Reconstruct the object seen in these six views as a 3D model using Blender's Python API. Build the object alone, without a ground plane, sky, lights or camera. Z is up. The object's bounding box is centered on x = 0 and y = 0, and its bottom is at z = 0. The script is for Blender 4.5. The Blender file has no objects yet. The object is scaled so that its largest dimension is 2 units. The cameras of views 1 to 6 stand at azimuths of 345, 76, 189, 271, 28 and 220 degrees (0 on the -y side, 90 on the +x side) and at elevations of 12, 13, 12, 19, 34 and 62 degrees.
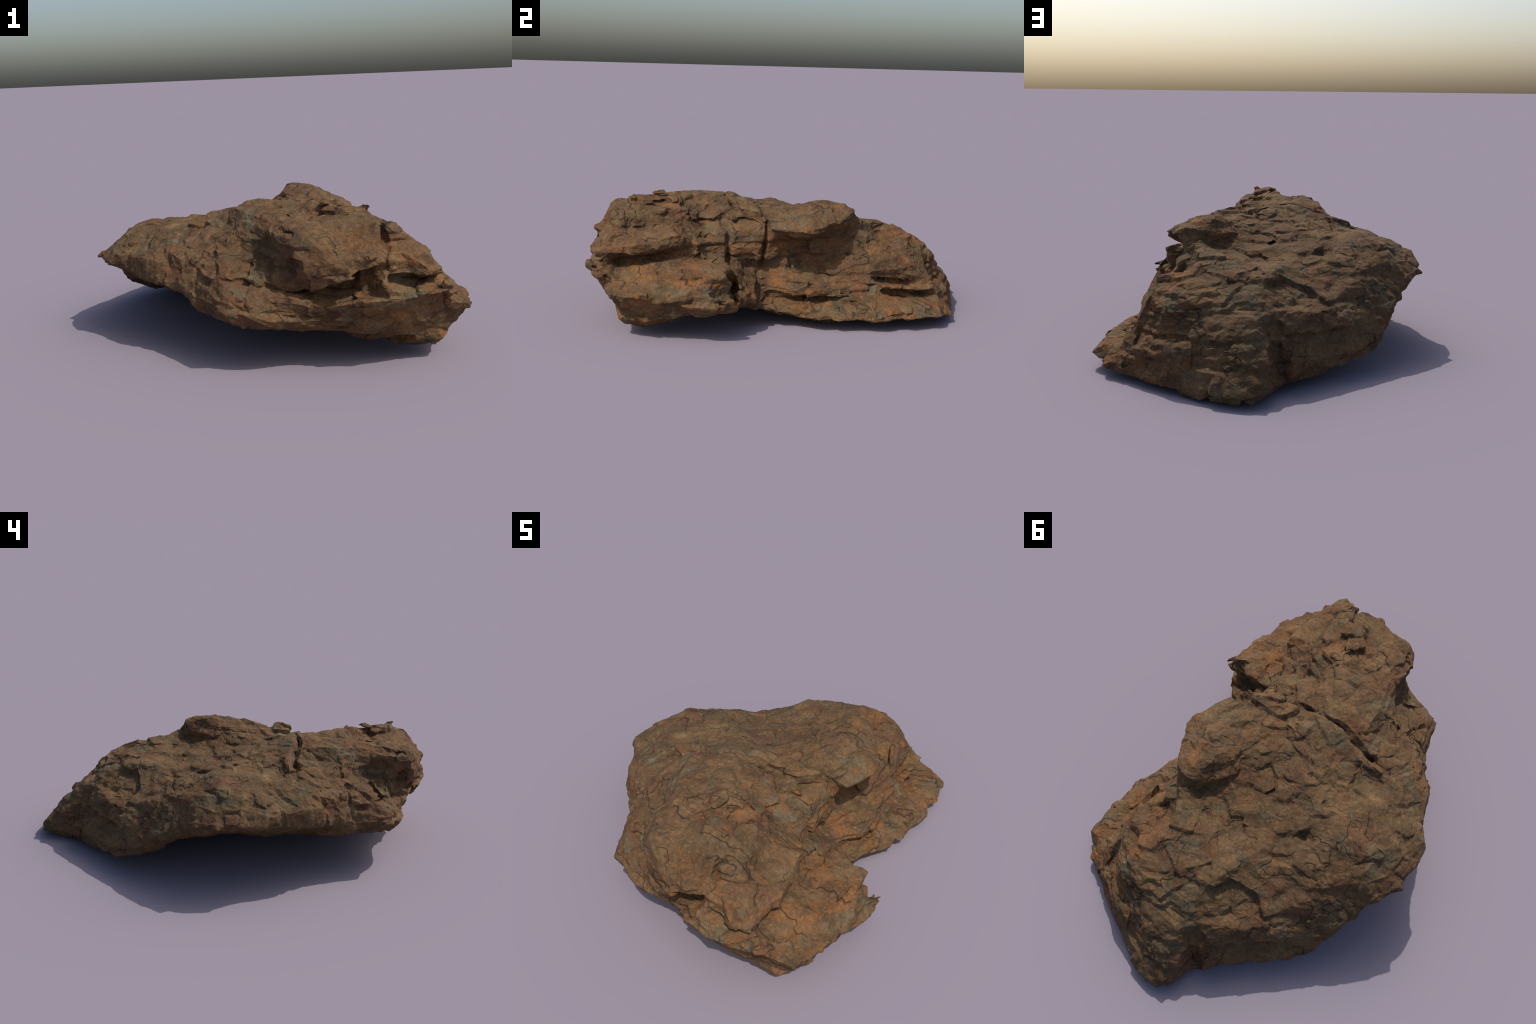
"""A weathered, rust-brown layered boulder lying on its side.

The mass is lofted through cross-sections taken across the boulder's long axis
(y).  Slabs, a knob and blocks are added by their corners, hollows and open
joints are cut out, and the skin is then broken up by bedding steps, fracture
facets and cracks, all as a signed distance field that is turned into a mesh.
"""
import math
import bpy
import numpy as np
import openvdb

RNG_SEED = 11
VOXEL = 0.0065
LOW = np.array([-0.80, -1.06, -0.04])
HIGH = np.array([0.80, 1.06, 0.68])
SHAPE = tuple(int(round(s)) for s in (HIGH - LOW) / VOXEL)
AXES = [LOW[k] + VOXEL * np.arange(SHAPE[k], dtype=np.float32) for k in range(3)]

# --------------------------------------------------------------------------
# 1. the mass: cross-sections (x, z) at stations along y, each walked from the
#    foot of the east face over the top to the west brow and back underneath
# --------------------------------------------------------------------------
SECTIONS = []


def section(y, east, top, under):
    """One cut: east face upwards, top from crest to west brow, underside back east."""
    lifted = [(x, z + 0.009 if z > 0.035 and -0.7 < y < 0.3 else z) for x, z in under]
    SECTIONS.append((y, east + top + lifted))


section(-0.992,
        east=[(0.44, 0.31)],
        top=[(0.42, 0.34), (0.34, 0.33), (0.27, 0.31)],
        under=[(0.27, 0.295), (0.35, 0.285)])
section(-0.95,
        east=[(0.51, 0.275), (0.45, 0.315), (0.41, 0.38)],
        top=[(0.37, 0.43), (0.3, 0.37), (0.18, 0.36), (0.09, 0.38)],
        under=[(0.15, 0.3), (0.24, 0.255), (0.42, 0.25)])
section(-0.85,
        east=[(0.6, 0.216), (0.52, 0.255), (0.38, 0.3), (0.34, 0.325), (0.43, 0.372), (0.42, 0.41), (0.37, 0.45), (0.32, 0.485), (0.28, 0.535)],
        top=[(0.18, 0.568), (0.06, 0.54), (-0.05, 0.522), (-0.11, 0.446)],
        under=[(-0.11, 0.37), (-0.03, 0.307), (-0.02, 0.29), (-0.06, 0.265), (-0.01, 0.2), (0.16, 0.145), (0.32, 0.11), (0.42, 0.085), (0.47, 0.075), (0.53, 0.135)])
section(-0.75,
        east=[(0.63, 0.236), (0.56, 0.275), (0.4, 0.315), (0.36, 0.335), (0.445, 0.375), (0.44, 0.405), (0.38, 0.44), (0.31, 0.485), (0.31, 0.515)],
        top=[(0.19, 0.59), (0.12, 0.585), (0.03, 0.54), (-0.04, 0.56), (-0.14, 0.52), (-0.13, 0.42), (-0.165, 0.33), (-0.22, 0.305), (-0.31, 0.28), (-0.33, 0.232)],
        under=[(-0.26, 0.18), (0.04, 0.14), (0.17, 0.1), (0.27, 0.06), (0.45, 0.035), (0.56, 0.09)])
section(-0.65,
        east=[(0.65, 0.193), (0.6, 0.268), (0.585, 0.287), (0.4, 0.32), (0.36, 0.34), (0.43, 0.375), (0.425, 0.405), (0.35, 0.46), (0.29, 0.5), (0.28, 0.535)],
        top=[(0.13, 0.597), (0.03, 0.55), (-0.04, 0.565), (-0.13, 0.535), (-0.165, 0.42), (-0.19, 0.385), (-0.27, 0.38), (-0.33, 0.345), (-0.355, 0.266)],
        under=[(-0.34, 0.2), (-0.27, 0.152), (0.1, 0.102), (0.24, 0.052), (0.4, 0.035), (0.56, 0.085)])
section(-0.55,
        east=[(0.68, 0.179), (0.665, 0.22), (0.64, 0.25), (0.595, 0.28), (0.56, 0.31), (0.42, 0.325), (0.39, 0.34), (0.42, 0.395), (0.41, 0.425), (0.35, 0.455), (0.29, 0.5), (0.25, 0.545)],
        top=[(0.07, 0.595), (-0.01, 0.56), (-0.1, 0.575), (-0.15, 0.55), (-0.23, 0.45), (-0.27, 0.41), (-0.36, 0.395), (-0.38, 0.34), (-0.4, 0.29), (-0.4, 0.223)],
        under=[(-0.4, 0.223), (-0.37, 0.191), (-0.21, 0.121), (0.1, 0.07), (0.36, 0.025), (0.63, 0.113)])
section(-0.45,
        east=[(0.685, 0.17), (0.66, 0.2), (0.635, 0.25), (0.625, 0.285), (0.55, 0.32), (0.4, 0.325), (0.35, 0.34), (0.355, 0.395), (0.31, 0.42), (0.25, 0.475)],
        top=[(0.03, 0.588), (-0.18, 0.558), (-0.21, 0.52), (-0.33, 0.449), (-0.45, 0.409), (-0.47, 0.333), (-0.5, 0.293)],
        under=[(-0.39, 0.224), (-0.38, 0.191), (-0.12, 0.08), (0.28, 0.025), (0.4, 0.03), (0.6, 0.11)])
section(-0.35,
        east=[(0.6, 0.12), (0.615, 0.17), (0.62, 0.25), (0.6, 0.275), (0.42, 0.315), (0.345, 0.335), (0.345, 0.36), (0.345, 0.4), (0.3, 0.46), (0.24, 0.495)],
        top=[(-0.01, 0.568), (-0.18, 0.557), (-0.3, 0.483), (-0.45, 0.437), (-0.54, 0.376), (-0.56, 0.291)],
        under=[(-0.4, 0.227), (-0.38, 0.198), (-0.11, 0.071), (0.28, 0.02), (0.54, 0.1)])
section(-0.25,
        east=[(0.44, 0.08), (0.5, 0.14), (0.51, 0.16), (0.43, 0.21), (0.395, 0.24), (0.32, 0.26), (0.31, 0.285), (0.335, 0.305), (0.345, 0.34), (0.345, 0.4), (0.31, 0.475)],
        top=[(-0.04, 0.56), (-0.25, 0.529), (-0.4, 0.455), (-0.59, 0.381), (-0.6, 0.338)],
        under=[(-0.6, 0.294), (-0.53, 0.255), (-0.44, 0.228), (-0.2, 0.11), (0, 0.045), (0.29, 0.03)])
section(-0.15,
        east=[(0.46, 0.07), (0.47, 0.1), (0.42, 0.12), (0.385, 0.15), (0.39, 0.17), (0.33, 0.225), (0.31, 0.28), (0.345, 0.3), (0.35, 0.37), (0.36, 0.42), (0.335, 0.49)],
        top=[(0.32, 0.51), (0.15, 0.545), (0.04, 0.5), (-0.07, 0.515), (-0.26, 0.50), (-0.42, 0.465), (-0.64, 0.38), (-0.66, 0.336)],
        under=[(-0.55, 0.249), (-0.32, 0.14), (-0.12, 0.06), (0.01, 0.035), (0.3, 0.03)])
section(-0.05,
        east=[(0.5, 0.06), (0.495, 0.11), (0.45, 0.125), (0.475, 0.155), (0.475, 0.185), (0.4, 0.215), (0.33, 0.25), (0.32, 0.31), (0.34, 0.385), (0.435, 0.432), (0.42, 0.485)],
        top=[(0.25, 0.545), (0.16, 0.54), (0.06, 0.492), (-0.06, 0.485), (-0.26, 0.482), (-0.42, 0.466), (-0.5, 0.455), (-0.57, 0.435), (-0.69, 0.335)],
        under=[(-0.54, 0.243), (-0.2, 0.095), (0, 0.03), (0.36, 0.02)])
section(0.05,
        east=[(0.583, 0.045), (0.56, 0.085), (0.5, 0.1), (0.47, 0.125), (0.492, 0.155), (0.488, 0.185), (0.42, 0.213), (0.345, 0.235), (0.31, 0.262), (0.30, 0.33), (0.345, 0.395), (0.475, 0.455), (0.455, 0.495)],
        top=[(0.28, 0.545), (0.17, 0.535), (0.1, 0.488), (-0.06, 0.465), (-0.2, 0.465), (-0.33, 0.474), (-0.45, 0.46), (-0.555, 0.435), (-0.575, 0.4), (-0.7, 0.325)],
        under=[(-0.54, 0.233), (-0.2, 0.085), (-0.03, 0.02), (0.4, 0.012)])
section(0.15,
        east=[(0.61, 0.05), (0.575, 0.09), (0.5, 0.12), (0.478, 0.155), (0.455, 0.192), (0.405, 0.225), (0.37, 0.25), (0.32, 0.295), (0.312, 0.36), (0.345, 0.42), (0.44, 0.48), (0.41, 0.5), (0.36, 0.535)],
        top=[(0.21, 0.55), (0.15, 0.475), (0.06, 0.445), (-0.06, 0.445), (-0.20, 0.435), (-0.30, 0.44), (-0.42, 0.442), (-0.53, 0.415), (-0.65, 0.311)],
        under=[(-0.62, 0.263), (-0.55, 0.223), (-0.2, 0.08), (-0.03, 0.015), (0.43, 0.01)])
section(0.25,
        east=[(0.63, 0.055), (0.585, 0.10), (0.49, 0.14), (0.47, 0.17), (0.44, 0.222), (0.405, 0.262), (0.335, 0.32), (0.325, 0.40), (0.385, 0.475), (0.36, 0.51)],
        top=[(0.27, 0.545), (0.225, 0.525), (0.205, 0.45), (0.17, 0.425), (0.06, 0.428), (-0.05, 0.412), (-0.2, 0.405), (-0.3, 0.405), (-0.46, 0.39), (-0.52, 0.35), (-0.6, 0.27)],
        under=[(-0.61, 0.24), (-0.56, 0.208), (-0.22, 0.06), (-0.06, 0.02), (0.4, 0.015)])
section(0.35,
        east=[(0.645, 0.06), (0.6, 0.105), (0.5, 0.154), (0.44, 0.235), (0.395, 0.30), (0.355, 0.355), (0.34, 0.41), (0.29, 0.445)],
        top=[(0.26, 0.465), (0.16, 0.428), (0.06, 0.42), (-0.05, 0.403), (-0.2, 0.385), (-0.31, 0.357), (-0.4, 0.345), (-0.5, 0.28), (-0.58, 0.22)],
        under=[(-0.56, 0.17), (-0.52, 0.14), (-0.17, 0.02), (0.42, 0.015), (0.62, 0.04)])
section(0.45,
        east=[(0.648, 0.06), (0.58, 0.121), (0.49, 0.167), (0.44, 0.24), (0.42, 0.315), (0.36, 0.348), (0.295, 0.378), (0.25, 0.392), (0.225, 0.425)],
        top=[(0.22, 0.448), (-0.1, 0.405), (-0.16, 0.36), (-0.26, 0.335), (-0.36, 0.3), (-0.55, 0.278), (-0.56, 0.24)],
        under=[(-0.54, 0.11), (-0.4, 0.06), (-0.2, 0.03), (0.45, 0.02), (0.58, 0.045)])
section(0.55,
        east=[(0.648, 0.06), (0.56, 0.147), (0.44, 0.205), (0.395, 0.3), (0.372, 0.378), (0.28, 0.40), (0.23, 0.392)],
        top=[(0.2, 0.417), (-0.07, 0.395), (-0.17, 0.345), (-0.2, 0.31), (-0.34, 0.265), (-0.37, 0.242), (-0.5, 0.218)],
        under=[(-0.45, 0.074), (-0.3, 0.045), (0, 0.03), (0.45, 0.03), (0.58, 0.05)])
section(0.65,
        east=[(0.635, 0.062), (0.55, 0.133), (0.44, 0.19), (0.36, 0.28), (0.36, 0.315)],
        top=[(0.26, 0.377), (-0.05, 0.352), (-0.15, 0.315), (-0.26, 0.239), (-0.4, 0.199), (-0.41, 0.165)],
        under=[(-0.34, 0.048), (-0.2, 0.03), (0.2, 0.03), (0.51, 0.045)])
section(0.75,
        east=[(0.45, 0.06), (0.43, 0.11), (0.4, 0.142), (0.31, 0.245), (0.26, 0.275)],
        top=[(0.15, 0.295), (-0.13, 0.287), (-0.27, 0.212), (-0.28, 0.142)],
        under=[(-0.24, 0.03), (-0.15, 0.015), (0.2, 0.03), (0.42, 0.05)])
section(0.85,
        east=[(0.26, 0.058), (0.23, 0.122), (0.11, 0.175), (0.05, 0.205)],
        top=[(0.11, 0.175), (0.05, 0.2), (-0.03, 0.195), (-0.12, 0.18), (-0.17, 0.15), (-0.19, 0.1)],
        under=[(-0.17, 0.02), (-0.14, 0.006), (0.13, 0.025)])
section(0.95,
        east=[(0.05, 0.03), (0.03, 0.067), (-0.06, 0.085)],
        top=[(-0.16, 0.09)],
        under=[(-0.14, 0.008), (-0.02, 0.008)])
section(0.992,
        east=[(-0.06, 0.022)],
        top=[(-0.06, 0.042), (-0.11, 0.042)],
        under=[(-0.11, 0.02)])


def polygon_distance(points, gx, gz):
    """Signed distance to a closed polygon on the grid gx x gz, negative inside."""
    p = np.array(points, np.float32)
    q = np.roll(p, -1, 0)
    X, Z = np.meshgrid(gx, gz, indexing="ij")
    best = np.full(X.shape, 9.0, np.float32)
    inside = np.zeros(X.shape, bool)
    for (ax, az), (bx, bz) in zip(p, q):
        ex, ez = bx - ax, bz - az
        t = np.clip(((X - ax) * ex + (Z - az) * ez) / (ex * ex + ez * ez + 1e-12), 0, 1)
        best = np.minimum(best, np.hypot(X - ax - t * ex, Z - az - t * ez))
        if ez != 0:
            cross = (Z >= min(az, bz)) & (Z < max(az, bz))
            inside ^= cross & (X < ax + (Z - az) / ez * ex)
    return np.where(inside, -best, best)


def lofted_mass():
    """Blend the section distances along y."""
    gx, gy, gz = AXES
    ys = np.array([s[0] for s in SECTIONS])
    flats = [polygon_distance(s[1], gx, gz) for s in SECTIONS]
    field = np.empty(SHAPE, np.float32)
    for j, y in enumerate(gy):
        k = int(np.clip(np.searchsorted(ys, y) - 1, 0, len(ys) - 2))
        t = float(np.clip((y - ys[k]) / (ys[k + 1] - ys[k]), 0, 1))
        f = flats[k] * (1 - t) + flats[k + 1] * t
        beyond = max(y - ys[-1], ys[0] - y)
        field[:, j, :] = np.maximum(f, beyond) if beyond > -0.02 else f
    return field


# --------------------------------------------------------------------------
# field helpers
# --------------------------------------------------------------------------
def to_mesh(field):
    grid = openvdb.FloatGrid(3 * VOXEL)
    grid.copyFromArray(np.clip(field, -3 * VOXEL, 3 * VOXEL).astype(np.float32))
    points, quads = grid.convertToQuads()
    return points.astype(np.float32) * VOXEL + LOW.astype(np.float32), quads


def redistance(field, width):
    """A true distance field, +-width metres around the surface of the given field."""
    points, quads = to_mesh(field)
    points = np.ascontiguousarray((points - LOW.astype(np.float32)) / VOXEL, np.float32)
    half = int(width / VOXEL)
    grid = openvdb.FloatGrid.createLevelSetFromPolygons(points, quads=quads, halfWidth=half)
    out = np.empty(SHAPE, np.float32)
    grid.copyToArray(out, ijk=(0, 0, 0))
    return out * VOXEL


field = lofted_mass()


# --------------------------------------------------------------------------
# 2. slabs, blocks and hollows, each a convex chunk given by its corners
# --------------------------------------------------------------------------
def chunk(corners):
    """Distance-like field of the convex hull of a few corners (and its bounds)."""
    P = np.array(corners, float)
    n = len(P)
    planes = []
    for a in range(n):
        for b in range(a + 1, n):
            for c in range(b + 1, n):
                nrm = np.cross(P[b] - P[a], P[c] - P[a])
                size = np.linalg.norm(nrm)
                if size < 1e-7:
                    continue
                nrm /= size
                for s in (1, -1):
                    d = s * nrm @ P[a]
                    if (P @ (s * nrm) <= d + 1e-6).all():
                        planes.append((*(s * nrm), d))
    planes = np.unique(np.round(planes, 5), axis=0)
    lo = np.maximum(np.floor((P.min(0) - 0.05 - LOW) / VOXEL).astype(int), 0)
    hi = np.minimum(np.ceil((P.max(0) + 0.05 - LOW) / VOXEL).astype(int), SHAPE)
    box = tuple(slice(a, b) for a, b in zip(lo, hi))
    X, Y, Z = np.meshgrid(*(AXES[k][box[k]] for k in range(3)), indexing="ij")
    f = np.full(X.shape, -9.0, np.float32)
    for a, b, c, d in planes:
        f = np.maximum(f, a * X + b * Y + c * Z - d)
    return box, f


def add(name, *corners):
    box, f = chunk(corners)
    field[box] = np.minimum(field[box], f)
    PIECES.append((name, box, f))


def cut(*corners):
    box, f = chunk(corners)
    field[box] = np.maximum(field[box], -f)


def facet(normal, reach):
    """Trim the mass with a fracture plane."""
    n = np.array(normal) / np.linalg.norm(normal)
    X, Y, Z = np.meshgrid(*AXES, indexing="ij", sparse=True)
    np.maximum(field, n[0] * X + n[1] * Y + n[2] * Z - reach, out=field)


facet((-0.544, 0.552, 0.632), 0.633)          # the steep north-west face under the brow

PIECES = []
add("lower_slab", (0.258, -0.992, 0.303), (0.575, -0.901, 0.219), (0.64, -0.563, 0.245), (0.655, -0.45, 0.25), (0.50, -0.43, 0.26),
    (0.30, -0.75, 0.29), (0.456, -0.837, 0.055), (0.62, -0.60, 0.11), (0.36, -0.865, 0.13), (0.42, -0.55, 0.10))
add("slab_sheet", (0.30, -0.97, 0.303), (0.40, -0.93, 0.283), (0.589, -0.68, 0.287), (0.56, -0.53, 0.316), (0.638, -0.405, 0.299), (0.56, -0.40, 0.322),
    (0.40, -0.55, 0.33), (0.36, -0.72, 0.32), (0.42, -0.80, 0.24), (0.52, -0.50, 0.27))
add("chip", (0.70, -0.412, 0.205), (0.66, -0.50, 0.215), (0.60, -0.40, 0.235), (0.66, -0.43, 0.15), (0.58, -0.45, 0.16), (0.57, -0.38, 0.19))
add("plate", (0.352, -0.988, 0.388), (0.457, -0.80, 0.368), (0.45, -0.80, 0.402), (0.436, -0.60, 0.452), (0.41, -0.70, 0.458), (0.432, -0.67, 0.373), (0.424, -0.556, 0.40), (0.412, -0.543, 0.428), (0.38, -0.52, 0.38), (0.26, -0.88, 0.455),
    (0.24, -0.60, 0.49), (0.25, -0.85, 0.36), (0.34, -0.70, 0.345), (0.35, -0.55, 0.35))
add("fang", (0.413, -0.485, 0.342), (0.40, -0.526, 0.336), (0.40, -0.53, 0.385), (0.36, -0.48, 0.38), (0.36, -0.53, 0.35), (0.405, -0.50, 0.365))
add("overhanging_lip", (0.187, -0.925, 0.43), (0.203, -0.862, 0.50), (0.213, -0.861, 0.549), (0.165, -0.955, 0.44), (0.30, -0.74, 0.53), (0.20, -0.72, 0.585), (-0.095, -0.865, 0.43),
    (-0.097, -0.865, 0.376), (-0.04, -0.79, 0.52), (0.009, -0.88, 0.351), (0.10, -0.70, 0.40), (0.25, -0.74, 0.47))
add("east_ledge", (0.309, -0.139, 0.507), (0.412, -0.168, 0.456), (0.455, -0.02, 0.455), (0.485, 0.06, 0.47), (0.445, 0.17, 0.485), (0.36, 0.15, 0.535),
    (0.25, -0.05, 0.55), (0.30, 0.0, 0.43), (0.33, 0.2, 0.44), (0.31, -0.12, 0.45))
add("top_knob", (0.322, 0.282, 0.519), (0.242, 0.297, 0.521), (0.205, 0.25, 0.47), (0.211, 0.126, 0.566), (0.15, 0.11, 0.525), (0.29, 0.05, 0.553), (0.365, 0.10, 0.54),
    (0.385, 0.24, 0.505), (0.33, 0.26, 0.45), (0.12, 0.13, 0.485), (0.20, -0.04, 0.54), (0.27, 0.21, 0.55))
add("fin", (-0.408, 0.200, 0.439), (-0.51, 0.15, 0.405), (-0.40, 0.04, 0.450), (-0.375, 0.185, 0.40), (-0.50, 0.19, 0.37), (-0.53, 0.02, 0.42), (-0.39, 0.06, 0.40))
add("north_block", (-0.082, 0.708, 0.315), (-0.30, 0.57, 0.255), (-0.359, 0.507, 0.238), (-0.123, 0.548, 0.332), (-0.31, 0.479, 0.285), (-0.104, 0.826, 0.185),
    (-0.25, 0.66, 0.17), (0.0, 0.60, 0.30), (0.05, 0.75, 0.25), (-0.1, 0.6, 0.15))
add("raised_block", (-0.292, -0.272, 0.474), (-0.092, -0.287, 0.554), (0.14, -0.155, 0.534), (-0.05, -0.125, 0.515), (-0.26, -0.035, 0.476), (-0.30, -0.06, 0.44), (0.1, -0.13, 0.47), (0.0, -0.28, 0.50))
add("east_block", (0.14, -0.155, 0.56), (0.33, -0.178, 0.536), (0.275, -0.247, 0.53), (0.10, -0.27, 0.555), (0.34, -0.16, 0.47), (0.1, -0.2, 0.48), (0.28, -0.24, 0.48))
add("crest_plate", (-0.075, -0.70, 0.547), (-0.02, -0.59, 0.578), (-0.124, -0.656, 0.527), (-0.13, -0.58, 0.56), (-0.04, -0.65, 0.50), (-0.10, -0.60, 0.50))

add("column", (0.394, -0.332, 0.257), (0.402, -0.216, 0.225), (0.522, -0.23, 0.154), (0.475, -0.225, 0.178), (0.462, -0.301, 0.185), (0.45, -0.31, 0.10), (0.46, -0.22, 0.07), (0.33, -0.32, 0.15), (0.33, -0.22, 0.15), (0.34, -0.30, 0.25))
add("upper_column", (0.333, -0.30, 0.311), (0.35, -0.169, 0.299), (0.36, -0.17, 0.37), (0.345, -0.30, 0.40), (0.31, -0.33, 0.46), (0.34, -0.17, 0.44), (0.25, -0.25, 0.32), (0.25, -0.25, 0.45))
add("side_block", (0.325, -0.161, 0.228), (0.384, -0.187, 0.16), (0.472, -0.062, 0.158), (0.493, 0.012, 0.198), (0.47, 0.03, 0.225), (0.40, 0.0, 0.255), (0.36, -0.10, 0.16), (0.40, 0.03, 0.17))
add("low_block", (0.424, -0.153, 0.126), (0.478, -0.16, 0.098), (0.492, -0.042, 0.113), (0.49, 0.0, 0.07), (0.482, -0.135, 0.07), (0.40, -0.10, 0.05), (0.40, -0.05, 0.13))
add("stained_ledge", (0.345, 0.10, 0.28), (0.405, 0.22, 0.265), (0.448, 0.335, 0.238), (0.46, 0.27, 0.18), (0.38, 0.35, 0.335), (0.34, 0.20, 0.315), (0.42, 0.30, 0.20), (0.40, 0.12, 0.235))
add("rusty_block", (0.458, 0.33, 0.262), (0.455, 0.47, 0.255), (0.448, 0.575, 0.215), (0.431, 0.67, 0.199), (0.395, 0.46, 0.37), (0.36, 0.63, 0.345), (0.42, 0.33, 0.36), (0.40, 0.60, 0.18), (0.42, 0.35, 0.20))
add("sill", (0.50, 0.34, 0.19), (0.51, 0.48, 0.166), (0.494, 0.678, 0.16), (0.49, 0.66, 0.177), (0.43, 0.62, 0.20), (0.44, 0.40, 0.21), (0.42, 0.50, 0.14), (0.44, 0.64, 0.14))
add("toe", (0.635, 0.653, 0.062), (0.60, 0.40, 0.06), (0.58, 0.35, 0.12), (0.56, 0.56, 0.135), (0.50, 0.69, 0.105), (0.50, 0.30, 0.02), (0.40, 0.78, 0.045), (0.58, 0.70, 0.045), (0.60, 0.10, 0.06), (0.45, 0.40, 0.10))
add("south_ledge", (-0.184, -0.822, 0.209), (-0.209, -0.792, 0.174), (0.098, -0.882, 0.215), (0.09, -0.878, 0.195), (-0.29, -0.74, 0.26), (-0.27, -0.72, 0.19), (0.10, -0.75, 0.25), (0.15, -0.80, 0.15), (-0.15, -0.70, 0.16))
add("west_foot", (-0.53, 0.482, 0.082), (-0.39, 0.635, 0.047), (-0.465, 0.532, 0.073), (-0.308, 0.688, 0.050), (-0.189, 0.793, 0.014), (-0.505, 0.37, 0.22), (-0.30, 0.50, 0.05), (-0.30, 0.60, 0.22), (-0.40, 0.30, 0.15))
add("south_foot", (-0.292, -0.715, 0.163), (-0.33, -0.70, 0.23), (0.04, -0.745, 0.128), (-0.20, -0.60, 0.14), (-0.20, -0.70, 0.25))
add("slab_corner", (0.642, -0.402, 0.302), (0.626, -0.366, 0.268), (0.59, -0.40, 0.326), (0.56, -0.42, 0.326), (0.58, -0.37, 0.24), (0.62, -0.46, 0.24), (0.625, -0.52, 0.284), (0.55, -0.40, 0.24))
add("peak", (0.285, -0.313, 0.510), (0.24, -0.33, 0.47), (0.32, -0.30, 0.44), (0.26, -0.27, 0.48), (0.22, -0.29, 0.50), (0.30, -0.34, 0.44))
add("crest_block", (0.139, -0.777, 0.603), (0.215, -0.80, 0.588), (0.10, -0.60, 0.604), (0.22, -0.62, 0.57), (0.15, -0.75, 0.54), (0.20, -0.70, 0.53), (0.05, -0.68, 0.57))

# hollows: the cave under the lip and the socket beside it
cut((-0.13, -0.95, 0.312), (0.04, -0.98, 0.355), (0.20, -1.02, 0.425), (0.22, -1.02, 0.31), (0.05, -0.98, 0.27), (-0.10, -0.95, 0.26), (-0.06, -0.765, 0.29), (0.14, -0.78, 0.36), (0.15, -0.79, 0.29))
cut((0.20, -1.02, 0.37), (0.36, -1.03, 0.375), (0.44, -0.95, 0.363), (0.22, -1.02, 0.315), (0.36, -1.03, 0.318), (0.45, -0.95, 0.305), (0.25, -0.86, 0.345), (0.37, -0.86, 0.345), (0.30, -0.90, 0.325))
cut((-0.21, -0.92, 0.46), (-0.20, -0.92, 0.345), (-0.115, -0.75, 0.45), (-0.125, -0.775, 0.345), (-0.19, -0.71, 0.44), (-0.20, -0.75, 0.36), (-0.10, -0.92, 0.46), (-0.10, -0.92, 0.35))
cut((0.215, -0.89, 0.57), (0.258, -0.88, 0.57), (0.235, -0.78, 0.61), (0.225, -0.875, 0.46), (0.245, -0.87, 0.46), (0.235, -0.79, 0.53))
# under the south-west brow
cut((-0.30, -0.63, 0.44), (-0.12, -0.87, 0.42), (-0.22, -0.82, 0.345), (-0.36, -0.60, 0.365), (-0.21, -0.64, 0.405), (-0.18, -0.70, 0.395), (-0.37, -0.66, 0.42), (-0.22, -0.87, 0.40))
cut((-0.385, -0.52, 0.37), (-0.34, -0.69, 0.32), (-0.43, -0.56, 0.29), (-0.38, -0.69, 0.27), (-0.335, -0.58, 0.33), (-0.46, -0.60, 0.35))
# niche in the north face, and the face that falls from it to the foot
cut((-0.07, 0.62, 0.375), (-0.115, 0.475, 0.385), (-0.24, 0.462, 0.35), (-0.12, 0.455, 0.345), (-0.22, 0.44, 0.315), (-0.09, 0.72, 0.335), (-0.36, 0.53, 0.262), (-0.13, 0.56, 0.335), (-0.2, 0.65, 0.4))
cut((-0.202, 0.80, 0.008), (-0.165, 1.0, 0.0), (-0.115, 0.865, 0.185), (-0.15, 0.745, 0.175), (-0.30, 0.85, 0.0), (-0.25, 1.02, 0.0), (-0.20, 0.96, 0.20), (-0.26, 0.80, 0.19))
# open bedding gaps of the north-east side
cut((0.60, 0.30, 0.235), (0.60, 0.60, 0.19), (0.44, 0.32, 0.227), (0.43, 0.58, 0.187), (0.60, 0.30, 0.205), (0.60, 0.60, 0.165), (0.47, 0.32, 0.205), (0.46, 0.58, 0.172), (0.35, 0.45, 0.205))
cut((0.70, 0.34, 0.165), (0.70, 0.70, 0.145), (0.50, 0.345, 0.168), (0.48, 0.69, 0.147), (0.52, 0.345, 0.14), (0.53, 0.69, 0.117), (0.70, 0.34, 0.12), (0.70, 0.70, 0.10), (0.38, 0.50, 0.142))
cut((0.295, 0.43, 0.378), (0.345, 0.35, 0.412), (0.425, 0.443, 0.325), (0.43, 0.50, 0.31), (0.33, 0.52, 0.37), (0.35, 0.40, 0.52), (0.50, 0.36, 0.46), (0.52, 0.50, 0.42), (0.38, 0.53, 0.46), (0.285, 0.425, 0.46))
cut((0.62, -0.06, 0.15), (0.62, 0.16, 0.155), (0.47, -0.06, 0.152), (0.49, 0.16, 0.158), (0.48, -0.06, 0.128), (0.50, 0.16, 0.125), (0.62, -0.06, 0.13), (0.62, 0.16, 0.125), (0.42, 0.05, 0.14))
# the gully between the knob and the raised block
cut((0.12, -0.14, 0.56), (0.05, -0.15, 0.56), (0.10, 0.06, 0.54), (0.0, 0.06, 0.52), (0.085, -0.13, 0.515), (0.05, 0.05, 0.475), (0.05, -0.03, 0.488))
# the notch behind the south-east slab
cut((0.50, -0.28, 0.20), (0.75, -0.33, 0.27), (0.75, -0.20, 0.33), (0.75, -0.34, 0.0), (0.75, -0.20, 0.0), (0.52, -0.27, 0.02), (0.52, -0.28, 0.32))
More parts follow.
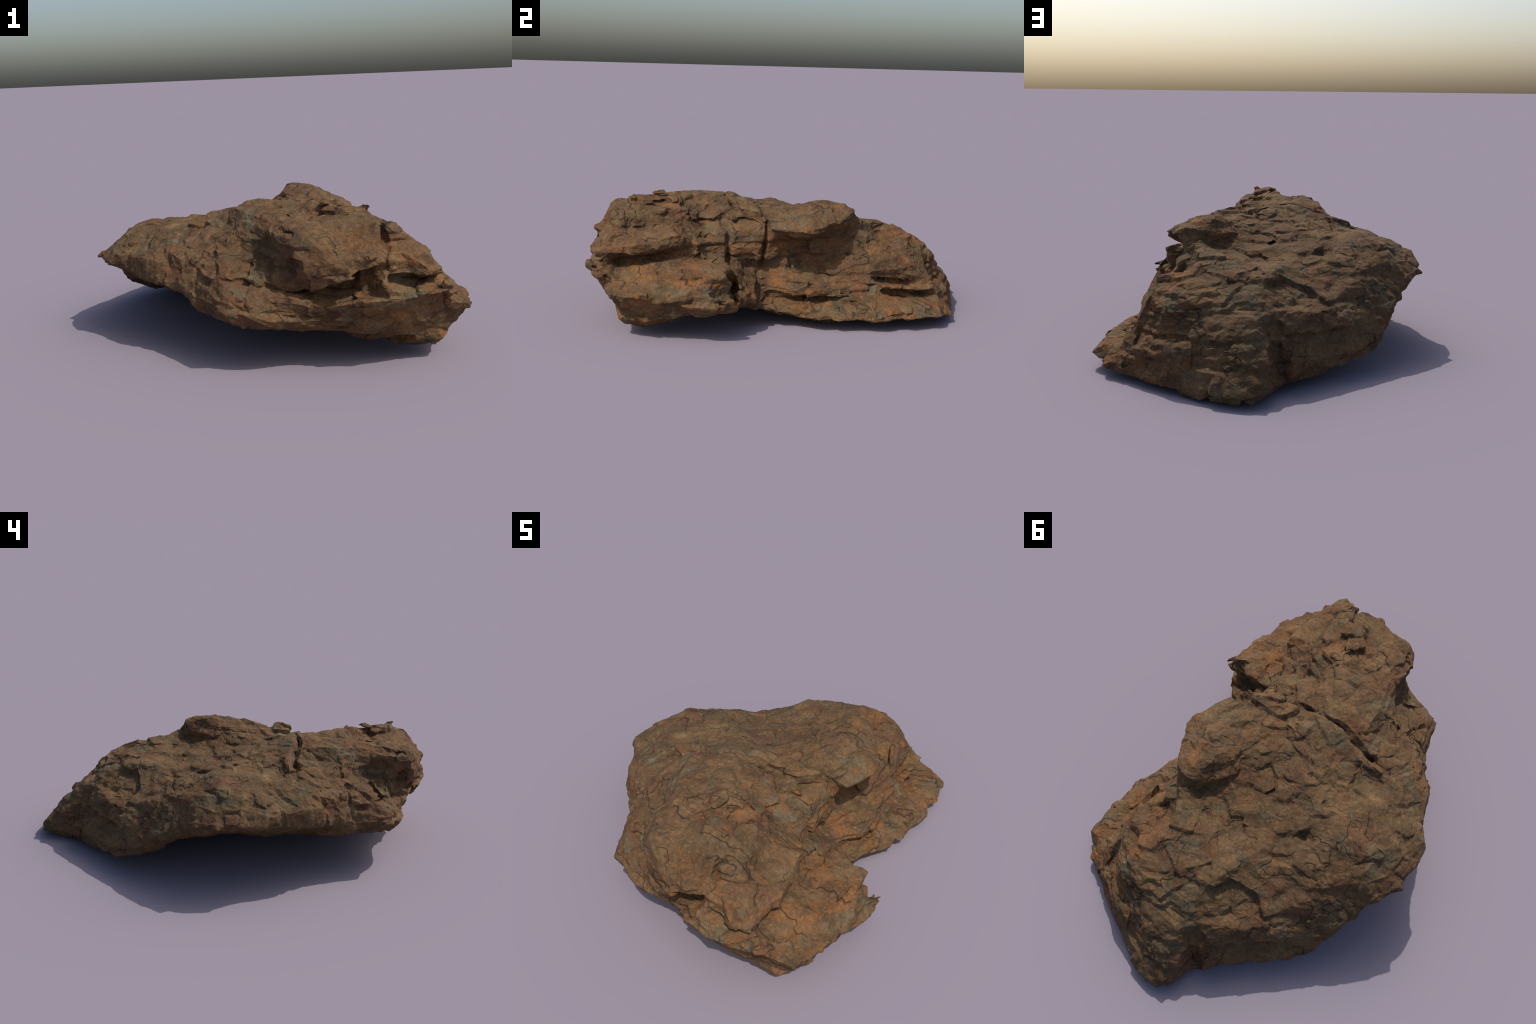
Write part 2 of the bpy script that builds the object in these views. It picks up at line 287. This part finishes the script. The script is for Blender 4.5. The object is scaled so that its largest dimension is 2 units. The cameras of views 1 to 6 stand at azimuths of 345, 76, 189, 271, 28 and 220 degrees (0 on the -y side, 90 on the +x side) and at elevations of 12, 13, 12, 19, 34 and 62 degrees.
# the open joint between the slab and the column
cut((0.34, -0.356, 0.33), (0.34, -0.338, 0.33), (0.36, -0.35, 0.19), (0.36, -0.342, 0.19), (0.66, -0.366, 0.33), (0.66, -0.325, 0.33), (0.66, -0.358, 0.15), (0.66, -0.335, 0.15))
# the crack across the top gapes beside the raised block; the bay west of the lip
cut((-0.11, -0.305, 0.62), (-0.11, -0.268, 0.62), (0.13, -0.315, 0.62), (0.13, -0.25, 0.62), (-0.08, -0.288, 0.515), (0.07, -0.285, 0.485), (0.11, -0.275, 0.50))
cut((-0.05, -0.96, 0.44), (-0.05, -0.96, 0.355), (-0.22, -0.92, 0.36), (-0.22, -0.92, 0.46), (-0.085, -0.80, 0.43), (-0.10, -0.80, 0.36), (-0.19, -0.72, 0.40))
# scars on the top and the west brow
cut((-0.18, 0.23, 0.47), (-0.36, 0.08, 0.50), (-0.34, 0.21, 0.46), (-0.26, 0.10, 0.445), (-0.22, 0.13, 0.50), (-0.285, 0.185, 0.385), (-0.25, 0.15, 0.40))
cut((-0.50, -0.06, 0.49), (-0.61, 0.03, 0.45), (-0.58, 0.06, 0.45), (-0.49, -0.03, 0.48), (-0.55, 0.0, 0.42))

add("north_foot", (-0.128, 1.0, 0.0), (-0.10, 0.998, 0.022), (-0.135, 0.955, 0.088), (0.05, 0.955, 0.05), (0.0, 0.85, 0.0), (-0.192, 0.79, 0.008), (-0.10, 0.84, 0.17), (0.0, 0.85, 0.19), (0.03, 0.872, 0.188), (0.06, 0.94, 0.02))
add("north_base", (0.555, 0.72, 0.042), (0.435, 0.765, 0.026), (0.274, 0.848, 0.038), (0.10, 0.925, 0.012), (0.05, 0.94, 0.05), (0.50, 0.60, 0.02), (0.20, 0.70, 0.02), (0.0, 0.80, 0.01), (0.40, 0.735, 0.11), (0.20, 0.80, 0.13), (0.05, 0.84, 0.15))

field = redistance(field, 0.07)


# --------------------------------------------------------------------------
# 3. the broken skin, worked into the distance field near the surface
# --------------------------------------------------------------------------
def hash01(*cells, seed=0):
    """A repeatable number in 0..1 for integer cell coordinates."""
    h = np.full(np.broadcast(*cells).shape, seed * 7919 + 101, np.uint32)
    for k, c in enumerate(cells):
        h ^= np.asarray(c).astype(np.int64).astype(np.uint32) * np.uint32((0x9E3779B1, 0x85EBCA77, 0xC2B2AE3D)[k])
        h = (h ^ (h >> 15)) * np.uint32(0x2C1B3C6D)
        h = (h ^ (h >> 12)) * np.uint32(0x297A2D39)
        h ^= h >> 15
    return (h & 0xFFFFFF).astype(np.float32) / np.float32(0xFFFFFF)


def noise(p, scale, seed):
    """Smooth value noise, -1..1."""
    q = p * scale
    i = np.floor(q).astype(np.int32)
    t = q - i
    t = t * t * (3 - 2 * t)
    out = 0
    for dx in (0, 1):
        wx = t[:, 0] if dx else 1 - t[:, 0]
        for dy in (0, 1):
            wy = t[:, 1] if dy else 1 - t[:, 1]
            for dz in (0, 1):
                wz = t[:, 2] if dz else 1 - t[:, 2]
                out = out + wx * wy * wz * hash01(i[:, 0] + dx, i[:, 1] + dy, i[:, 2] + dz, seed=seed)
    return out * 2 - 1


def fbm(p, scale, octaves, seed):
    return sum(noise(p, scale * 2.03 ** o, seed + o) * 0.5 ** o for o in range(octaves))


def plates(u, v, layer, size, seed):
    """Angular plates inside each bed: a level per plate, and the distance to its edge."""
    a, b = u / size, v / size
    ia, ib = np.floor(a).astype(np.int32), np.floor(b).astype(np.int32)
    best = np.full(len(u), 9.0, np.float32)
    second = best.copy()
    level = np.zeros(len(u), np.float32)
    for da in (-1, 0, 1):
        for db in (-1, 0, 1):
            ca, cb = ia + da, ib + db
            x = ca + hash01(ca, cb, layer, seed=seed) - a
            y = cb + hash01(ca, cb, layer, seed=seed + 1) - b
            d = np.sqrt(x * x + y * y)
            tilt_x = hash01(ca, cb, layer, seed=seed + 2) - 0.5
            tilt_y = hash01(ca, cb, layer, seed=seed + 3) - 0.5
            here = hash01(ca, cb, layer, seed=seed + 4) - 0.5 + 0.7 * (tilt_x * x + tilt_y * y)
            near = d < best
            second = np.where(near, best, np.minimum(second, d))
            level = np.where(near, here, level)
            best = np.where(near, d, best)
    return level, (second - best) * size


BED = np.array([0.05, -0.03, 1.0])
BED /= np.linalg.norm(BED)


def bed_height(p):
    """Height across the bedding, gently folded."""
    return p @ BED + 0.018 * noise(p, 2.7, 71) + 0.006 * noise(p, 9.0, 72)


band = np.abs(field) < 0.05
ijk = np.argwhere(band)
p = (LOW + ijk * VOXEL).astype(np.float32)
depth = np.zeros(len(p), np.float32)      # + cuts in, - builds out

rough_side = np.clip(0.55 + 0.9 * p[:, 0] + 0.5 * fbm(p, 2.2, 2, 5), 0.42, 1.0)  # the east side broke along its beds
warp = np.stack([fbm(p, 5.0, 2, 21), fbm(p, 5.0, 2, 31)], 1) * 0.03
smooth_slab = np.zeros(SHAPE, np.float32)
for name, box, f in PIECES:
    if name in ("lower_slab", "slab_sheet", "slab_corner", "plate", "overhanging_lip", "rusty_block", "stained_ledge", "column", "side_block", "toe"):
        smooth_slab[box] = np.maximum(smooth_slab[box], np.clip((0.03 - f) / 0.03, 0, 1))
rough_side *= 1 - 0.75 * smooth_slab[tuple(ijk.T)]
for thick, size, amount, seed in ((0.085, 0.24, 0.038, 3), (0.036, 0.105, 0.020, 40)):
    h = bed_height(p) / thick + 0.35 * noise(p, 1.9, seed + 60)
    layer = np.floor(h)
    level, edge = plates(p[:, 0] + warp[:, 0], p[:, 1] + warp[:, 1], layer.astype(np.int32), size, seed)
    depth += amount * rough_side * level
    seam = np.abs(h - np.round(h)) * thick
    open_seam = np.clip(0.4 + 1.5 * noise(p, 4.0, seed + 80), 0, 1) * rough_side
    depth += 0.5 * amount * open_seam * np.exp(-(seam / 0.007) ** 2)
    depth += 0.3 * amount * np.clip(0.2 + noise(p, 3.0, seed + 90), 0, 1) * np.exp(-(edge / 0.006) ** 2)
depth += 0.008 * fbm(p, 7.0, 3, 55)


def facets(q, size, seed, sharp=70.0):
    """Conchoidal chips: every cell of a 3D cell pattern is a small tilted plane."""
    a = q / size
    base = np.floor(a).astype(np.int32)
    total = np.full(len(q), 1e-12, np.float32)
    level = np.zeros(len(q), np.float32)
    for dx in (-1, 0, 1):
        for dy in (-1, 0, 1):
            for dz in (-1, 0, 1):
                c = [base[:, 0] + dx, base[:, 1] + dy, base[:, 2] + dz]
                off = [c[k] + hash01(*c, seed=seed + k) - a[:, k] for k in range(3)]
                w = np.exp(-sharp * (off[0] ** 2 + off[1] ** 2 + off[2] ** 2))
                level += w * (0.6 * (hash01(*c, seed=seed + 3) - 0.5) + sum((hash01(*c, seed=seed + 4 + k) - 0.5) * off[k] for k in range(3)))
                total += w
    return level / total


depth += 0.024 * facets(p + np.float32(0.02) * np.stack([noise(p, 6.0, 200 + k) for k in range(3)], 1), 0.13, 210) * (1 - 0.7 * smooth_slab[tuple(ijk.T)])


def joint(origin, normal, reach, width, deep):
    """An open crack: a plane through origin, felt within reach of it."""
    n = np.array(normal, float)
    n /= np.linalg.norm(n)
    d = p - np.array(origin)
    off = d @ n + 0.014 * noise(p, 9.0, 123) + 0.008 * noise(p, 24.0, 124)
    side = np.sqrt(np.maximum((d * d).sum(1) - off * off, 0))
    return deep * np.exp(-(off / width) ** 2) * np.clip((reach - side) / 0.06, 0, 1)


depth += joint((-0.19, -0.28, 0.51), (0.05, 1, 0), 0.15, 0.011, 0.028)
depth += joint((0.33, -0.345, 0.42), (0.10, 1, 0.1), 0.17, 0.011, 0.035)
depth += joint((0.35, -0.165, 0.36), (0.10, 1, -0.1), 0.16, 0.011, 0.03)
depth += joint((-0.28, -0.155, 0.47), (1, 0.25, 0), 0.13, 0.008, 0.014)
depth = np.maximum(depth + 0.001, -0.010)      # chips are lost, hardly any is added

field[tuple(ijk.T)] += depth
for axis in range(3):                          # wear off the thinnest flakes
    field = 0.84 * field + 0.08 * (np.roll(field, 1, axis) + np.roll(field, -1, axis))
points, quads = to_mesh(field)


def largest_shell(points, quads):
    """Drop the loose crumbs that the cuts leave behind."""
    label = np.arange(len(points))
    while True:
        low = label[quads].min(1)
        new = label.copy()
        for k in range(4):
            np.minimum.at(new, quads[:, k], low)
        new = new[new]
        if (new == label).all():
            break
        label = new
    names, counts = np.unique(label, return_counts=True)
    keep = label == names[counts.argmax()]
    index = np.cumsum(keep) - 1
    return points[keep], index[quads[keep[quads].all(1)]]


points, quads = largest_shell(points, quads)


def mesh_from(name, points, faces):
    me = bpy.data.meshes.new(name)
    n, k = faces.shape
    me.vertices.add(len(points))
    me.vertices.foreach_set("co", np.ascontiguousarray(points, np.float32).ravel())
    me.loops.add(n * k)
    me.loops.foreach_set("vertex_index", np.ascontiguousarray(faces, np.int32).ravel())
    me.polygons.add(n)
    me.polygons.foreach_set("loop_start", np.arange(0, n * k, k, dtype=np.int32))
    me.update(calc_edges=True)
    return me


def broken_flat(points, quads, triangles, levels):
    """Chip the skin into flat fracture facets, then refine them for the fine relief."""
    ob = bpy.data.objects.new("work", mesh_from("work", points, quads))
    bpy.context.scene.collection.objects.link(ob)
    m = ob.modifiers.new("chip", "DECIMATE")
    m.ratio = triangles / (2 * len(quads))
    m = ob.modifiers.new("refine", "SUBSURF")
    m.subdivision_type = "SIMPLE"
    m.levels = m.render_levels = levels
    me = bpy.data.meshes.new_from_object(ob.evaluated_get(bpy.context.evaluated_depsgraph_get()))
    bpy.data.objects.remove(ob)
    return me


skin = broken_flat(points, quads, 14000, 3)
co = np.empty(len(skin.vertices) * 3, np.float32)
skin.vertices.foreach_get("co", co)
co = co.reshape(-1, 3)
nr = np.empty(len(co) * 3, np.float32)
skin.vertices.foreach_get("normal", nr)
nr = nr.reshape(-1, 3)

# fine relief along the normals: flakes, small cracks, grain
wob = co + 0.012 * np.stack([noise(co, 14.0, 300 + k) for k in range(3)], 1)
fine = 0.0055 * facets(wob, 0.085, 310, 50.0)
fine += 0.0038 * facets(wob * np.array([1, 1, 1.6], np.float32), 0.042, 320)
fine += 0.0022 * facets(wob * np.array([1, 1, 1.8], np.float32), 0.018, 340)
vein = np.abs(fbm(co * np.array([1, 1, 1.5], np.float32), 9.0, 3, 360))
fine -= 0.005 * np.exp(-(vein / 0.035) ** 2) * np.clip(0.3 + 1.5 * noise(co, 5.0, 370), 0, 1)
fine += 0.0022 * fbm(co, 30.0, 3, 380)
co = co + nr * fine[:, None]

# seat it in its frame: 2 m long, centred, standing on the ground
co[:, 0] = np.clip(co[:, 0], -0.698, 0.698)
co[:, 1] = np.clip(co[:, 1], -1.0, 1.0)
co[:, 2] = np.maximum(co[:, 2] - 0.002, 0.0)
skin.vertices.foreach_set("co", co.ravel())
skin.update()


# --------------------------------------------------------------------------
# 4. stone
# --------------------------------------------------------------------------
def stone():
    mat = bpy.data.materials.new("rusty_stone")
    mat.use_nodes = True
    nt = mat.node_tree
    N, L = nt.nodes, nt.links
    bsdf = N["Principled BSDF"]
    bsdf.inputs["Roughness"].default_value = 0.9
    bsdf.inputs["Specular IOR Level"].default_value = 0.12
    coord = N.new("ShaderNodeTexCoord")

    def mapped(scale=(1, 1, 1), rot=(0, 0, 0), loc=(0, 0, 0)):
        m = N.new("ShaderNodeMapping")
        m.inputs["Scale"].default_value = scale
        m.inputs["Rotation"].default_value = rot
        m.inputs["Location"].default_value = loc
        L.new(coord.outputs["Object"], m.inputs["Vector"])
        return m.outputs["Vector"]

    def tex(freq, detail=6, rough=0.6, distort=0.0, **kw):
        t = N.new("ShaderNodeTexNoise")
        t.inputs["Scale"].default_value = freq
        t.inputs["Detail"].default_value = detail
        t.inputs["Roughness"].default_value = rough
        t.inputs["Distortion"].default_value = distort
        L.new(mapped(**kw), t.inputs["Vector"])
        return t.outputs["Fac"]

    def ramp(fac, *stops):
        r = N.new("ShaderNodeValToRGB")
        e = r.color_ramp.elements
        while len(e) < len(stops):
            e.new(0.5)
        for el, (pos, val) in zip(e, stops):
            el.position = pos
            el.color = (val, val, val, 1) if isinstance(val, (int, float)) else (*val, 1)
        L.new(fac, r.inputs["Fac"])
        return r.outputs["Color"]

    def math_(op, a, b):
        m = N.new("ShaderNodeMath")
        m.operation = op
        m.use_clamp = op != "ADD"
        for k, v in enumerate((a, b)):
            if isinstance(v, (int, float)):
                m.inputs[k].default_value = v
            else:
                L.new(v, m.inputs[k])
        return m.outputs[0]

    def mix(fac, a, b, kind="MIX"):
        m = N.new("ShaderNodeMix")
        m.data_type = "RGBA"
        m.blend_type = kind
        if isinstance(fac, (int, float)):
            m.inputs[0].default_value = fac
        else:
            L.new(fac, m.inputs[0])
        for sock, v in ((m.inputs[6], a), (m.inputs[7], b)):
            if isinstance(v, tuple):
                sock.default_value = (*v, 1)
            else:
                L.new(v, sock)
        return m.outputs[2]

    def xyz(socket):
        n = N.new("ShaderNodeSeparateXYZ")
        L.new(socket, n.inputs[0])
        return n.outputs

    def plates(freq, warp, feature, flat=1.7):
        """Irregular broken plates: a cell pattern on gently warped coordinates."""
        t = N.new("ShaderNodeTexNoise")
        t.inputs["Scale"].default_value = freq * 0.9
        t.inputs["Detail"].default_value = 4
        L.new(coord.outputs["Object"], t.inputs["Vector"])
        m = N.new("ShaderNodeVectorMath")
        m.operation = "MULTIPLY_ADD"
        L.new(t.outputs["Color"], m.inputs[0])
        m.inputs[1].default_value = (warp,) * 3
        L.new(mapped(scale=(1, 1, flat)), m.inputs[2])
        v = N.new("ShaderNodeTexVoronoi")
        v.feature = feature
        v.inputs["Scale"].default_value = freq
        L.new(m.outputs[0], v.inputs["Vector"])
        return v

    big, big_edge = plates(6.0, 0.42, "F1"), plates(6.0, 0.42, "DISTANCE_TO_EDGE")
    small, small_edge = plates(15.0, 0.17, "F1"), plates(15.0, 0.17, "DISTANCE_TO_EDGE")
    big_c, small_c = xyz(big.outputs["Color"]), xyz(small.outputs["Color"])

    # body colour: golden umber clouds
    col = ramp(tex(6.0, 9, 0.66, 0.4), (0.30, (0.062, 0.038, 0.021)), (0.50, (0.112, 0.068, 0.035)), (0.70, (0.178, 0.113, 0.055)))
    # some plates lean to red-brown, some to a grey-green mineral skin
    red = math_("MULTIPLY", ramp(tex(4.2, 7, 0.68, loc=(3, 1, 7)), (0.46, 0.0), (0.60, 0.8)), ramp(small_c[1], (0.0, 0.35), (0.9, 1.0)))
    col = mix(red, col, (0.118, 0.054, 0.029))
    green = math_("MULTIPLY", ramp(tex(8.0, 9, 0.72, 0.5, loc=(9, 4, 2)), (0.50, 0.0), (0.61, 0.75)), ramp(big_c[1], (0.35, 0.15), (0.75, 1.0)))
    col = mix(green, col, (0.098, 0.090, 0.056))
    # iron stain in streaks along the beds, strongest on the broken east side
    streak = tex(9.0, 8, 0.68, scale=(0.8, 0.8, 2.2), loc=(1, 8, 5))
    east = ramp(math_("ADD", xyz(coord.outputs["Object"])[0], math_("MULTIPLY", tex(3.0, 4), 0.5)), (0.25, 0.25), (0.80, 1.0))
    iron = math_("MULTIPLY", ramp(streak, (0.50, 0.0), (0.62, 0.9)), east)
    col = mix(iron, col, (0.190, 0.084, 0.030))
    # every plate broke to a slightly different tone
    tone = math_("ADD", ramp(big_c[0], (0.0, 0.44), (1.0, 0.58)), ramp(small_c[0], (0.0, 0.40), (1.0, 0.58)))
    tone_n = N.new("ShaderNodeCombineXYZ")
    for k in range(3):
        L.new(tone, tone_n.inputs[k])
    col = mix(1.0, col, tone_n.outputs[0], "MULTIPLY")
    # worn, paler arrises beside the fractures; then dark seams, crevice shade painted into the colour
    ragged = tex(38, 5, 0.7)
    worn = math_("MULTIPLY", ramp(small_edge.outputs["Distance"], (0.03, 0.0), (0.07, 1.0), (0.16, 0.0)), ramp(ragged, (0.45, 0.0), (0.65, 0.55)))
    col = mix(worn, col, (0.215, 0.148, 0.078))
    def seams(freq, width, loc, flat):
        """Thin wandering lines where a noise crosses its middle value."""
        m = N.new("ShaderNodeMath")
        m.operation = "ABSOLUTE"
        L.new(math_("ADD", tex(freq, 3, 0.5, 0.3, loc=loc, scale=(1, 1, flat)), -0.5), m.inputs[0])
        return ramp(m.outputs[0], (0.0, 1.0), (width, 0.0))

    gate = ramp(tex(6, 4, loc=(2, 2, 9)), (0.44, 0.0), (0.56, 0.75))
    seam_big = math_("MULTIPLY", seams(3.4, 0.010, (5, 5, 1), 1.8), gate)
    seam_small = math_("MULTIPLY", seams(9.5, 0.013, (1, 3, 8), 2.0), ramp(tex(7, 4, loc=(7, 2, 4)), (0.45, 0.0), (0.60, 0.55)))
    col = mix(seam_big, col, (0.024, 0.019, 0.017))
    col = mix(seam_small, col, (0.028, 0.022, 0.019))
    # fine grain
    grain = ramp(tex(75, 6, 0.72), (0.3, 0.70), (0.7, 1.28))
    col = mix(1.0, col, grain, "MULTIPLY")
    L.new(col, bsdf.inputs["Base Color"])

    height = math_("ADD", math_("MULTIPLY", tex(24, 9, 0.68, 0.5), 0.9), math_("MULTIPLY", small_c[2], 0.18))
    cut_in = N.new("ShaderNodeMath")
    cut_in.operation = "SUBTRACT"
    L.new(height, cut_in.inputs[0])
    L.new(math_("ADD", math_("MULTIPLY", seam_big, 0.5), math_("MULTIPLY", seam_small, 0.35)), cut_in.inputs[1])
    bump = N.new("ShaderNodeBump")
    bump.inputs["Strength"].default_value = 0.8
    bump.inputs["Distance"].default_value = 0.014
    L.new(cut_in.outputs[0], bump.inputs["Height"])
    L.new(bump.outputs["Normal"], bsdf.inputs["Normal"])
    return mat


rock = bpy.data.objects.new("layered_boulder", skin)
bpy.context.scene.collection.objects.link(rock)
rock["label"] = "weathered rust-brown layered boulder with broken slabs"
rock["category"] = "rock"
skin.materials.append(stone())
skin.polygons.foreach_set("use_smooth", np.ones(len(skin.polygons), bool))
